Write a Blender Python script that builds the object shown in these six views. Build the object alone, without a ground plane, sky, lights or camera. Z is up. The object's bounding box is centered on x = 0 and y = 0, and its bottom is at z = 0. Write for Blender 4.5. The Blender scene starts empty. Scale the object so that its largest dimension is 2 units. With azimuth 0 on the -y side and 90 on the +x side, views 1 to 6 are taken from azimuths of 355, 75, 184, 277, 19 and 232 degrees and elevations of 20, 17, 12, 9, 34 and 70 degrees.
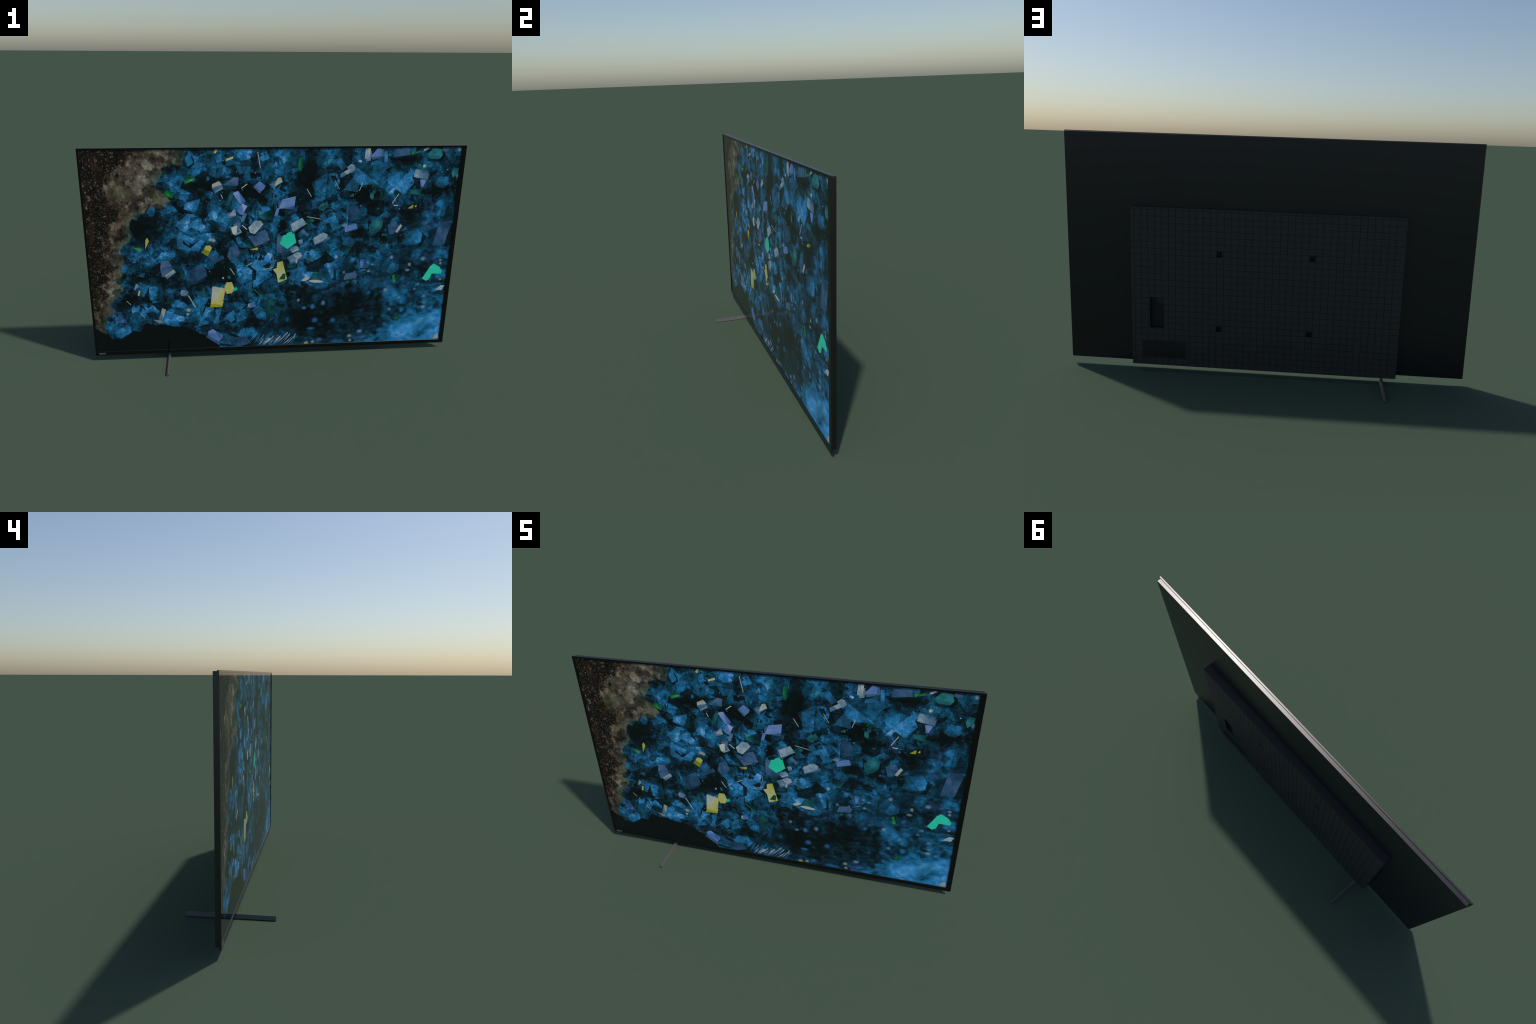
"""A large flat television on a single slim stand foot, showing a picture of
blue crystals.  Everything is built from measured boxes, loops and rules."""
import bpy
import bmesh
import math
import random
from mathutils import Vector

random.seed(41)

# ----------------------------------------------------------------------------
# measures (metres)
# ----------------------------------------------------------------------------
FRAME_X, FRAME_LOW, FRAME_TOP = 1.000, 0.0322, 1.1863      # outer front frame
FRAME_FRONT, FRAME_BACK = -0.0328, -0.0250
OPEN_LEFT, OPEN_RIGHT, OPEN_LOW, OPEN_TOP = -0.9890, 0.9760, 0.0548, 1.1768
SCREEN_Y = -0.0292                                           # recessed picture plane
SLAB_X, SLAB_LOW, SLAB_TOP, SLAB_BACK = 0.9922, 0.0408, 1.1825, -0.0058
BOX_X, BOX_LOW, BOX_TOP, BOX_BACK = 0.6605, 0.0362, 0.8370, 0.0369
TILE_DEPTH, GROOVE = 0.0018, 0.0019
GRID_X0, GRID_X1, GRID_COLUMNS = 0.6446, -0.6140, 37
GRID_Z0, GRID_STEP_Z, GRID_ROWS = 0.0714, 0.03139, 24
FOOT_X, FOOT_REACH, FOOT_WIDTH, FOOT_HEIGHT = -0.5940, 0.2237, 0.0172, 0.0200

# ----------------------------------------------------------------------------
# node helpers
# ----------------------------------------------------------------------------
class Nodes:
    """Tiny wrapper that makes shader graphs read like formulas."""

    def __init__(self, name):
        self.mat = bpy.data.materials.new(name)
        self.mat.use_nodes = True
        self.tree = self.mat.node_tree
        self.tree.nodes.clear()
        self.out = self.tree.nodes.new("ShaderNodeOutputMaterial")
        self.bsdf = self.tree.nodes.new("ShaderNodeBsdfPrincipled")
        self.tree.links.new(self.bsdf.outputs[0], self.out.inputs[0])

    def feed(self, socket, value):
        if isinstance(value, bpy.types.NodeSocket):
            self.tree.links.new(value, socket)
        else:
            socket.default_value = value

    def set(self, **values):
        for key, value in values.items():
            self.feed(self.bsdf.inputs[key.replace("_", " ")], value)

    def math(self, op, a, b=0.0, c=None, clamp=False):
        n = self.tree.nodes.new("ShaderNodeMath")
        n.operation, n.use_clamp = op, clamp
        self.feed(n.inputs[0], a)
        self.feed(n.inputs[1], b)
        if c is not None:
            self.feed(n.inputs[2], c)
        return n.outputs[0]

    def add(self, *terms):
        total = terms[0]
        for t in terms[1:]:
            total = self.math("ADD", total, t)
        return total

    def mul(self, a, b):
        return self.math("MULTIPLY", a, b)

    def vec(self, op, a, b=(0, 0, 0)):
        n = self.tree.nodes.new("ShaderNodeVectorMath")
        n.operation = op
        self.feed(n.inputs[0], a)
        if op == "SCALE":
            self.feed(n.inputs["Scale"], b)
        else:
            self.feed(n.inputs[1], b)
        return n.outputs["Value"] if op in ("LENGTH", "DOT_PRODUCT", "DISTANCE") else n.outputs["Vector"]

    def coords(self):
        return self.tree.nodes.new("ShaderNodeTexCoord").outputs["Object"]

    def split(self, v):
        n = self.tree.nodes.new("ShaderNodeSeparateXYZ")
        self.feed(n.inputs[0], v)
        return n.outputs

    def join(self, x, y, z):
        n = self.tree.nodes.new("ShaderNodeCombineXYZ")
        for s, v in zip(n.inputs, (x, y, z)):
            self.feed(s, v)
        return n.outputs[0]

    def noise(self, v, scale, detail=2.0, rough=0.55, color=False):
        n = self.tree.nodes.new("ShaderNodeTexNoise")
        self.feed(n.inputs["Vector"], v)
        self.feed(n.inputs["Scale"], scale)
        n.inputs["Detail"].default_value = detail
        n.inputs["Roughness"].default_value = rough
        return n.outputs["Color" if color else "Fac"]

    def cells(self, v, scale, feature="F1"):
        n = self.tree.nodes.new("ShaderNodeTexVoronoi")
        n.feature = feature
        self.feed(n.inputs["Vector"], v)
        self.feed(n.inputs["Scale"], scale)
        return n.outputs

    def ramp(self, fac, stops, mode="LINEAR"):
        n = self.tree.nodes.new("ShaderNodeValToRGB")
        n.color_ramp.interpolation = mode
        e = n.color_ramp.elements
        while len(e) < len(stops):
            e.new(0.5)
        for el, (pos, col) in zip(e, stops):
            el.position = pos
            el.color = (*col, 1.0)
        self.feed(n.inputs[0], fac)
        return n.outputs[0]

    def span(self, v, lo, hi, a=0.0, b=1.0, smooth=True):
        n = self.tree.nodes.new("ShaderNodeMapRange")
        n.interpolation_type = "SMOOTHSTEP" if smooth else "LINEAR"
        for s, x in zip(n.inputs, (v, lo, hi, a, b)):
            self.feed(s, x)
        return n.outputs[0]

    def mix(self, fac, a, b):
        n = self.tree.nodes.new("ShaderNodeMix")
        n.data_type = "RGBA"
        self.feed(n.inputs[0], fac)
        for s, v in ((n.inputs[6], a), (n.inputs[7], b)):
            self.feed(s, (*v, 1.0) if isinstance(v, tuple) else v)
        return n.outputs[2]

    def curve(self, fac, points):
        """Piecewise straight profile y(fac); points run 0..1 in both axes."""
        n = self.tree.nodes.new("ShaderNodeFloatCurve")
        c = n.mapping.curves[0]
        while len(c.points) < len(points):
            c.points.new(0.5, 0.5)
        for p, (x, y) in zip(c.points, points):
            p.location = (x, y)
            p.handle_type = "VECTOR"
        n.mapping.update()
        self.feed(n.inputs["Value"], fac)
        return n.outputs[0]

    def bump(self, height, strength, distance):
        n = self.tree.nodes.new("ShaderNodeBump")
        n.inputs["Strength"].default_value = strength
        n.inputs["Distance"].default_value = distance
        self.feed(n.inputs["Height"], height)
        self.feed(self.bsdf.inputs["Normal"], n.outputs[0])


def srgb(r, g, b):
    """Hex-style screen colour (0..255) to linear."""
    def one(c):
        c /= 255.0
        return c / 12.92 if c <= 0.04045 else ((c + 0.055) / 1.055) ** 2.4
    return (one(r), one(g), one(b))


# ----------------------------------------------------------------------------
# casing materials
# ----------------------------------------------------------------------------
def gloss_black():
    n = Nodes("gloss_black")
    p = n.coords()
    n.set(Base_Color=n.ramp(n.noise(p, 6.0, 2), [(0.3, (0.0020, 0.0020, 0.0020)), (0.7, (0.0030, 0.0030, 0.0029))]),
          Roughness=0.06, IOR=1.5)
    return n.mat


def rim_metal():
    n = Nodes("dark_brushed_rim")
    p = n.vec("MULTIPLY", n.coords(), (6.0, 400.0, 6.0))
    g = n.noise(p, 3.0, 3)
    n.set(Base_Color=n.ramp(g, [(0.3, RIM_DARK), (0.7, RIM_LIGHT)]), Metallic=RIM_METALLIC,
          Roughness=n.span(g, 0.3, 0.7, RIM_ROUGH - 0.02, RIM_ROUGH + 0.02), IOR=1.5)
    return n.mat


RIM_DARK, RIM_LIGHT, RIM_METALLIC, RIM_ROUGH = (0.076, 0.074, 0.075), (0.086, 0.084, 0.085), 1.0, 0.36


def back_plastic(name, tone, rough, ribs=False):
    n = Nodes(name)
    p = n.coords()
    g = n.noise(p, 40.0, 4)
    low, high = tuple(c * 0.93 for c in tone), tuple(c * 1.07 for c in tone)
    n.set(Base_Color=n.ramp(g, [(0.3, low), (0.7, high)]), Roughness=rough, IOR=1.48)
    if ribs:                                   # fine horizontal ribbing inside each tile
        w = n.tree.nodes.new("ShaderNodeTexWave")
        w.bands_direction = "Z"
        w.inputs["Scale"].default_value = 90.0
        n.feed(w.inputs["Vector"], p)
        n.bump(w.outputs["Fac"], 0.35, 0.0006)
    else:
        n.bump(n.noise(p, 900.0, 2), 0.10, 0.0003)
    return n.mat


def foot_metal():
    n = Nodes("grey_foot_metal")
    g = n.noise(n.vec("MULTIPLY", n.coords(), (300.0, 8.0, 300.0)), 2.0, 3)
    n.set(Base_Color=n.ramp(g, [(0.3, (0.084, 0.085, 0.087)), (0.7, (0.098, 0.099, 0.101))]),
          Metallic=0.0, Roughness=0.5)
    return n.mat


def badge_metal():
    n = Nodes("badge_silver")
    g = n.noise(n.coords(), 300.0, 2)
    n.set(Base_Color=n.ramp(g, [(0.3, (0.22, 0.23, 0.24)), (0.7, (0.26, 0.27, 0.28))]), Metallic=0.3, Roughness=0.4)
    return n.mat


# ----------------------------------------------------------------------------
# the picture: a geode of brown rock, pale stone and blue crystals
# ----------------------------------------------------------------------------
PICTURE_ROUGH = 0.05
X0, X1, Z0, Z1 = -1.0, 1.0, 0.0, 1.2


def unit_x(x):
    return (x - X0) / (X1 - X0)


def unit_z(z):
    return (z - Z0) / (Z1 - Z0)


# lower edge of the crystals above the black void: (x, z)
VOID_EDGE = [(-1.0, 0.205), (-0.94, 0.164), (-0.908, 0.137), (-0.859, 0.126), (-0.831, 0.136), (-0.798, 0.18),
             (-0.744, 0.169), (-0.714, 0.227), (-0.669, 0.208), (-0.603, 0.211), (-0.573, 0.197), (-0.488, 0.19),
             (-0.419, 0.147), (-0.39, 0.137), (-0.328, 0.095), (-0.300, 0.045), (-0.28, 0.0), (1.0, 0.0)]
# right-hand edge of the pale stone, from the bottom up: (z, x)
STONE_EDGE = [(0.0, -0.94), (0.186, -0.935), (0.258, -0.925), (0.282, -0.878), (0.333, -0.889), (0.378, -0.871),
              (0.409, -0.823), (0.467, -0.83), (0.587, -0.814), (0.641, -0.818), (0.683, -0.786), (0.729, -0.746),
              (0.76, -0.77), (0.813, -0.759), (0.853, -0.681), (0.862, -0.609), (0.884, -0.575), (0.914, -0.549),
              (0.94, -0.573), (0.97, -0.624), (1.014, -0.601), (1.05, -0.585), (1.085, -0.583), (1.106, -0.491),
              (1.141, -0.474), (1.2, -0.474)]
# right-hand edge of the dark brown rock: (z, x)
ROCK_EDGE = [(0.0, -1.0), (0.244, -0.994), (0.282, -0.987), (0.327, -0.957), (0.388, -0.922), (0.445, -0.917),
             (0.509, -0.879), (0.569, -0.882), (0.64, -0.894), (0.686, -0.891), (0.743, -0.882), (0.807, -0.841),
             (0.859, -0.795), (0.901, -0.856), (0.945, -0.887), (0.996, -0.872), (1.032, -0.863), (1.067, -0.822),
             (1.098, -0.792), (1.133, -0.734), (1.2, -0.738)]
# hollows between crystals and lit clusters: (x, z, half width, half height)
HOLLOWS = [(0.15, 1.03, 0.055, 0.086), (-0.13, 0.96, 0.078, 0.043), (0.04, 0.77, 0.043, 0.023), (-0.33, 0.66, 0.047, 0.027),
           (0.68, 1.12, 0.07, 0.027), (0.46, 0.93, 0.094, 0.035), (0.75, 0.83, 0.043, 0.101), (0.85, 0.95, 0.094, 0.031),
           (0.45, 0.71, 0.051, 0.035), (0.62, 0.68, 0.066, 0.023), (-0.55, 0.45, 0.094, 0.031), (-0.79, 0.35, 0.074, 0.035),
           (-0.46, 0.59, 0.055, 0.035), (-0.33, 0.48, 0.066, 0.035), (-0.11, 0.2, 0.07, 0.031), (0.16, 0.27, 0.13, 0.10),
           (0.43, 0.33, 0.17, 0.075), (0.32, 0.20, 0.30, 0.15), (-0.69, 0.77, 0.094, 0.062), (-0.4, 0.95, 0.047, 0.062), (-0.11, 1.13, 0.023, 0.058)]
CLUSTERS = [(0.01, 1.11, 0.066, 0.062), (-0.45, 0.89, 0.051, 0.078), (-0.45, 0.73, 0.066, 0.058), (-0.34, 0.82, 0.039, 0.039),
            (-0.36, 0.75, 0.035, 0.039), (-0.16, 0.5, 0.066, 0.047), (-0.57, 0.26, 0.051, 0.043), (0.81, 0.13, 0.129, 0.074),
            (0.94, 0.19, 0.078, 0.07), (0.72, 0.11, 0.09, 0.058), (0.74, 0.68, 0.074, 0.043), (-0.18, 1.16, 0.078, 0.035),
            (0.63, 1.0, 0.094, 0.055), (-0.73, 0.3, 0.058, 0.043), (-0.06, 0.45, 0.074, 0.066), (0.68, 0.33, 0.066, 0.051),
            (-0.53, 0.98, 0.058, 0.051), (-0.64, 0.62, 0.101, 0.035)]

# blurred bright points in the lower right: (x, z, half width, half height)
SOFT_GLINTS = [
    (0.629, 0.378, 0.012, 0.0112),
    (0.83, 0.56, 0.0136, 0.012),
    (0.932, 0.53, 0.0072, 0.008),
    (0.93, 0.549, 0.0104, 0.0072),
    (0.565, 0.611, 0.0088, 0.0072),
    (0.942, 0.433, 0.0076, 0.0068),
    (0.816, 0.407, 0.01, 0.0088),
    (0.385, 0.492, 0.0092, 0.01),
    (0.524, 0.494, 0.0092, 0.0064),
    (0.746, 0.494, 0.0136, 0.008),
    (0.662, 0.258, 0.0104, 0.0092),
    (0.444, 0.067, 0.0088, 0.0076),
    (0.497, 0.124, 0.0152, 0.0096),
    (0.859, 0.266, 0.0136, 0.0088),
    (0.902, 0.256, 0.0152, 0.0128),
    (0.516, 0.546, 0.0072, 0.0072),
    (0.545, 0.533, 0.0088, 0.006),
    (0.967, 1.025, 0.008, 0.014),
    (0.963, 1.163, 0.0088, 0.01),
    (0.438, 0.097, 0.012, 0.0092),
    (0.649, 0.573, 0.0096, 0.0104),
    (0.446, 0.49, 0.0072, 0.0064),
    (0.755, 0.527, 0.0072, 0.0104),
    (0.798, 0.377, 0.0096, 0.0064),
    (0.858, 0.332, 0.0136, 0.0104),
    (0.863, 0.292, 0.016, 0.008),
    (0.491, 0.505, 0.0136, 0.008),
    (0.934, 0.232, 0.012, 0.012),
    (0.713, 0.328, 0.0096, 0.0096),
    (0.135, 0.331, 0.008, 0.008),
    (0.216, 0.289, 0.012, 0.016),
    (0.276, 0.309, 0.0112, 0.0144),
    (0.337, 0.201, 0.0144, 0.0128),
    (0.232, 0.205, 0.016, 0.0144),
    (0.169, 0.282, 0.0112, 0.008),
    (0.209, 0.153, 0.02, 0.008),
    (0.225, 0.067, 0.0104, 0.008),
]

BLUES = [(0.00, srgb(6, 15, 19)), (0.16, srgb(10, 30, 39)), (0.34, srgb(16, 58, 78)), (0.52, srgb(26, 98, 134)),
         (0.70, srgb(42, 138, 196)), (0.85, srgb(82, 172, 238)), (1.0, srgb(180, 222, 250))]


def profile(points, x):
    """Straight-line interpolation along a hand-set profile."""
    for (a, b), (c, d) in zip(points, points[1:]):
        if a <= x <= c:
            return b + (d - b) * (x - a) / max(c - a, 1e-6)
    return points[-1][1] if x > points[-1][0] else points[0][1]


def crystal_field(n):
    """Shared light-and-dark field of the geode, so that crystals seem to let the depth show through."""
    p0 = n.coords()
    x0, _, z0 = n.split(p0)
    flat = n.join(x0, 0.0, z0)
    # ragged coordinates for natural outlines
    w = n.vec("SUBTRACT", n.noise(flat, 14.0, 4, 0.6, color=True), (0.5, 0.5, 0.5))
    rag = n.vec("ADD", flat, n.vec("MULTIPLY", w, (0.07, 0.0, 0.07)))
    w2 = n.vec("SUBTRACT", n.noise(flat, 55.0, 3, 0.6, color=True), (0.5, 0.5, 0.5))
    rag = n.vec("ADD", rag, n.vec("MULTIPLY", w2, (0.022, 0.0, 0.022)))

    # how far out of focus: lower right is soft
    soft = n.span(n.add(n.mul(x0, 0.55), n.mul(z0, -0.75)), -0.26, 0.12)
    crisp = n.math("SUBTRACT", 1.0, soft)

    # three sizes of facets, each with its own tone and slope
    def facets(scale, tone, slope, sharp):
        c = n.cells(n.vec("ADD", flat, n.vec("MULTIPLY", w, (0.05, 0, 0.05))), scale)
        rnd = n.vec("SUBTRACT", c["Color"], (0.5, 0.5, 0.5))
        lean = n.vec("DOT_PRODUCT", rnd, n.vec("SUBTRACT", flat, c["Position"]))
        r = n.split(rnd)[1]
        return n.mul(n.add(n.mul(r, tone), n.mul(lean, slope * scale)), sharp)

    big = facets(9.0, 0.22, 0.30, n.add(n.mul(crisp, 0.75), 0.25))
    mid = facets(21.0, 0.24, 0.25, n.add(n.mul(crisp, 0.85), 0.15))
    small = facets(60.0, 0.18, 0.15, crisp)
    # broad diagonal light in the blurred corner
    slant = n.add(n.mul(x0, 0.62), n.mul(z0, -0.78))
    along = n.add(n.mul(x0, 0.78), n.mul(z0, 0.62))
    blur = n.noise(n.join(n.mul(slant, 9.0), 0.0, n.mul(along, 5.0)), 1.6, 2, 0.5)
    glow = n.math("MINIMUM", n.mul(n.span(n.add(n.mul(x0, 0.7), n.mul(z0, -1.25)), 0.10, 0.50), n.add(n.mul(blur, 1.9), -0.56)), 0.44)
    cloud = n.mul(n.math("SUBTRACT", n.noise(flat, 9.0, 3), 0.5), 0.75)
    streak = n.mul(n.mul(n.math("SUBTRACT", n.noise(n.vec("MULTIPLY", rag, (1.0, 1.0, 1.6)), 26.0, 2, 0.5), 0.5), 0.85), soft)
    hazy = n.cells(n.vec("ADD", flat, n.vec("MULTIPLY", w, (0.03, 0, 0.03))), 26.0)      # soft discs of blurred light
    haze = n.mul(n.mul(n.span(hazy["Distance"], 0.52, 0.12), n.span(n.split(hazy["Color"])[0], 0.52, 0.95)), n.mul(soft, 0.26))
    grain = n.mul(n.mul(n.math("SUBTRACT", n.noise(flat, 120.0, 4, 0.7), 0.5), 0.62), n.add(n.mul(crisp, 0.9), 0.08))
    level = n.add(0.35, big, mid, small, cloud, grain, glow, streak, haze)

    def blob(x, z, a, b):
        q = n.vec("MULTIPLY", n.vec("SUBTRACT", rag, (x, 0, z)), (1 / a, 0, 1 / b))
        return n.span(n.vec("LENGTH", q), 1.6, 0.2)

    for spot in HOLLOWS:
        level = n.math("MULTIPLY_ADD", blob(*spot), -0.27 if spot[2] < 0.12 else -0.19, level)
    for spot in CLUSTERS:
        level = n.math("MULTIPLY_ADD", blob(*spot), 0.20 if spot[0] < 0.7 or spot[1] > 0.4 else 0.10, level)
    level = n.math("MULTIPLY_ADD", level, 1.12, -0.045)
    over = n.math("MAXIMUM", n.math("SUBTRACT", level, 0.58), 0.0)            # blurred light never burns out
    level = n.math("SUBTRACT", level, n.mul(n.mul(over, soft), 0.5))
    return x0, z0, flat, w, w2, rag, soft, crisp, level


def picture_material():
    n = Nodes("crystal_picture")
    x0, z0, flat, w, w2, rag, soft, crisp, level = crystal_field(n)
    rx, _, rz = n.split(rag)
    blue = n.ramp(n.math("MULTIPLY", level, 1.0, clamp=True), BLUES)
    # out-of-focus glints
    spots = 0.0
    for x, z, a, b in SOFT_GLINTS:
        q = n.vec("MULTIPLY", n.vec("SUBTRACT", flat, (x, 0, z)), (1 / a, 0, 1 / b))
        spots = n.math("MAXIMUM", spots, n.span(n.vec("LENGTH", q), 1.45, 0.25))
    # patches that lean to violet or to green
    hue = n.noise(flat, 6.5, 2)
    blue = n.mix(n.mul(n.span(hue, 0.56, 0.72), 0.45), blue, n.ramp(level, [(0.1, srgb(10, 16, 26)), (0.6, srgb(66, 88, 142)), (1.0, srgb(170, 180, 235))]))
    blue = n.mix(n.mul(n.span(hue, 0.44, 0.30), 0.40), blue, n.ramp(level, [(0.1, srgb(6, 18, 18)), (0.6, srgb(30, 108, 122)), (1.0, srgb(150, 220, 210))]))
    blue = n.mix(n.mul(spots, 0.5), blue, n.ramp(n.noise(flat, 7.0, 1), [(0.38, srgb(60, 140, 220)), (0.52, srgb(130, 190, 240)), (0.66, srgb(210, 220, 200))]))
    # sparkles on the crisp side, and yellow-green flecks near the stone
    glit = n.mul(n.span(n.noise(flat, 260.0, 2, 0.6), 0.70, 0.78), n.mul(n.span(n.noise(flat, 17.0, 2), 0.52, 0.66), crisp))
    blue = n.mix(n.mul(glit, 0.85), blue, srgb(150, 205, 245))
    near = n.span(n.math("SUBTRACT", rx, n.math("MULTIPLY_ADD", n.curve(unit(n, z0, Z0, Z1), [(unit_z(z), unit_x(x)) for z, x in STONE_EDGE]), X1 - X0, X0)), 0.30, 0.0)
    fleck = n.mul(n.span(n.noise(flat, 150.0, 2), 0.64, 0.72), n.mul(near, n.span(n.noise(flat, 22.0, 1), 0.50, 0.62)))
    blue = n.mix(n.mul(fleck, 0.75), blue, n.ramp(n.noise(flat, 30.0, 1), [(0.4, srgb(20, 150, 60)), (0.6, srgb(190, 190, 60))]))

    # pale stone: lumps with dark clefts, cleaner towards the crystals
    lump = n.cells(n.vec("ADD", flat, n.vec("MULTIPLY", w2, (0.05, 0, 0.05))), 20.0)
    lump_tone = n.mul(n.math("SUBTRACT", n.split(lump["Color"])[0], 0.5), 0.16)
    stone_f = n.add(n.mul(n.noise(rag, 7.0, 3, 0.6), 0.62), n.mul(n.noise(flat, 34.0, 5, 0.68), 0.52), lump_tone, -0.055)
    stone = n.ramp(stone_f, [(0.36, srgb(24, 20, 20)), (0.47, srgb(70, 60, 54)), (0.58, srgb(124, 116, 100)), (0.72, srgb(190, 184, 158))])
    stone = n.mix(n.mul(n.span(n.noise(flat, 8.0, 1), 0.52, 0.66), 0.35), stone, srgb(112, 120, 88))
    # brown rock with pale and yellow grit gathered in patches
    rock_f = n.add(n.mul(n.noise(n.vec("MULTIPLY", rag, (1.5, 1.0, 0.8)), 12.0, 5, 0.72), 0.75), n.mul(n.noise(flat, 90.0, 3, 0.7), 0.25))
    rock = n.ramp(rock_f, [(0.38, srgb(10, 8, 8)), (0.50, srgb(26, 18, 15)), (0.60, srgb(50, 36, 28)), (0.70, srgb(136, 120, 104))])
    patch = n.span(n.noise(flat, 16.0, 3), 0.32, 0.56)
    grit = n.mul(n.math("MAXIMUM", n.span(n.noise(flat, 95.0, 3, 0.6), 0.575, 0.68), n.mul(n.span(n.noise(flat, 38.0, 4, 0.7), 0.565, 0.68), 0.8)), patch)
    rock = n.mix(n.mul(grit, 0.62), rock, n.ramp(n.noise(flat, 40.0, 1), [(0.36, srgb(150, 132, 126)), (0.52, srgb(196, 184, 178)), (0.62, srgb(160, 142, 60))]))

    def step(profile_node, value, soft_edge):
        return n.span(n.math("SUBTRACT", value, profile_node), -soft_edge, soft_edge)

    uz = unit(n, rz, Z0, Z1)
    stone_x = n.math("MULTIPLY_ADD", n.curve(uz, [(unit_z(z), unit_x(x)) for z, x in STONE_EDGE]), X1 - X0, X0)
    rock_x = n.math("MULTIPLY_ADD", n.curve(uz, [(unit_z(z), unit_x(x)) for z, x in ROCK_EDGE]), X1 - X0, X0)
    # green-teal stain where stone meets crystal
    past_stone = step(stone_x, rx, 0.006)
    stain = n.mul(n.span(n.math("SUBTRACT", rx, stone_x), -0.085, 0.0), n.span(n.noise(flat, 9.0, 2), 0.36, 0.54))
    stone = n.mix(n.mul(stain, 0.6), stone, n.ramp(stone_f, [(0.35, srgb(10, 34, 34)), (0.65, srgb(90, 140, 120))]))
    tan = n.ramp(stone_f, [(0.36, srgb(26, 17, 13)), (0.52, srgb(88, 64, 46)), (0.70, srgb(168, 142, 108))])
    stone = n.mix(n.mul(n.span(n.math("SUBTRACT", rx, rock_x), 0.13, 0.0), 0.4), stone, tan)
    past_rock = n.span(n.add(n.math("SUBTRACT", rx, rock_x), n.mul(n.math("SUBTRACT", n.noise(flat, 30.0, 5, 0.72), 0.5), 0.30)), -0.025, 0.035)
    rocky = n.mix(past_rock, rock, stone)
    scene = n.mix(past_stone, rocky, blue)
    # black void under the cluster
    ux = unit(n, n.math("MULTIPLY_ADD", n.split(w)[0], 0.02, x0), X0, X1)
    void_z = n.math("MULTIPLY_ADD", n.curve(ux, [(unit_x(x), unit_z(z)) for x, z in VOID_EDGE]), Z1 - Z0, Z0)
    above = n.span(n.math("SUBTRACT", n.math("MULTIPLY_ADD", n.split(w2)[2], 0.012, z0), void_z), -0.003, 0.003)
    scene = n.mix(above, VOID, scene)
    n.set(Base_Color=scene, Roughness=PICTURE_ROUGH, IOR=1.5)
    return n.mat


VOID = srgb(9, 15, 19)


def unit(n, v, lo, hi):
    return n.span(v, lo, hi, 0.0, 1.0, smooth=False)


# colour families of the larger crystals: dark, middle, light
FAMILIES = {
    "cream": (srgb(140, 148, 142), srgb(194, 198, 184), srgb(234, 236, 220)),
    "pale": (srgb(60, 104, 134), srgb(128, 162, 184), srgb(210, 220, 222)),
    "lavender": (srgb(46, 98, 158), srgb(108, 146, 210), srgb(178, 192, 242)),
    "slate": (srgb(16, 46, 68), srgb(54, 96, 134), srgb(112, 138, 172)),
    "teal": (srgb(24, 196, 150), srgb(44, 226, 182), srgb(64, 238, 204)),
    "yellow": (srgb(166, 164, 40), srgb(206, 202, 96), srgb(210, 218, 190)),
    "olive": (srgb(104, 116, 10), srgb(164, 162, 26), srgb(196, 190, 50)),
    "green": (srgb(8, 60, 50), srgb(24, 122, 66), srgb(104, 204, 90)),
    "forest": (srgb(8, 40, 46), srgb(24, 92, 96), srgb(56, 150, 158)),
    "azure": (srgb(6, 38, 60), srgb(26, 102, 160), srgb(92, 182, 248)),
    "deep": (srgb(4, 16, 22), srgb(14, 62, 86), srgb(48, 136, 182)),
    "needle": (srgb(120, 140, 146), srgb(190, 204, 204), srgb(236, 240, 226)),
    "glint": (srgb(50, 132, 214), srgb(110, 180, 248), srgb(220, 238, 255)),
    "navy": (srgb(3, 8, 11), srgb(8, 24, 34), srgb(20, 56, 80)),
}
# mottling strength and scale inside a crystal of each family
TEXTURE = {"deep": (1.5, 20.0), "azure": (1.5, 22.0), "forest": (1.1, 18.0), "navy": (1.0, 30.0), "slate": (0.7, 22.0),
           "lavender": (0.55, 14.0), "pale": (0.8, 34.0), "yellow": (0.8, 12.0), "green": (0.9, 22.0), "glint": (0.8, 60.0)}


# see-through blue crystals: tone offset, share of the depth behind, (tint, strength)
GLASSY = {"navy": (-0.01, 0.50, ((0.004, 0.012, 0.018), 0.35)), "deep": (0.08, 0.78, ((0.006, 0.055, 0.085), 0.30)),
          "azure": (0.25, 0.78, ((0.045, 0.21, 0.42), 0.25))}


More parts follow.
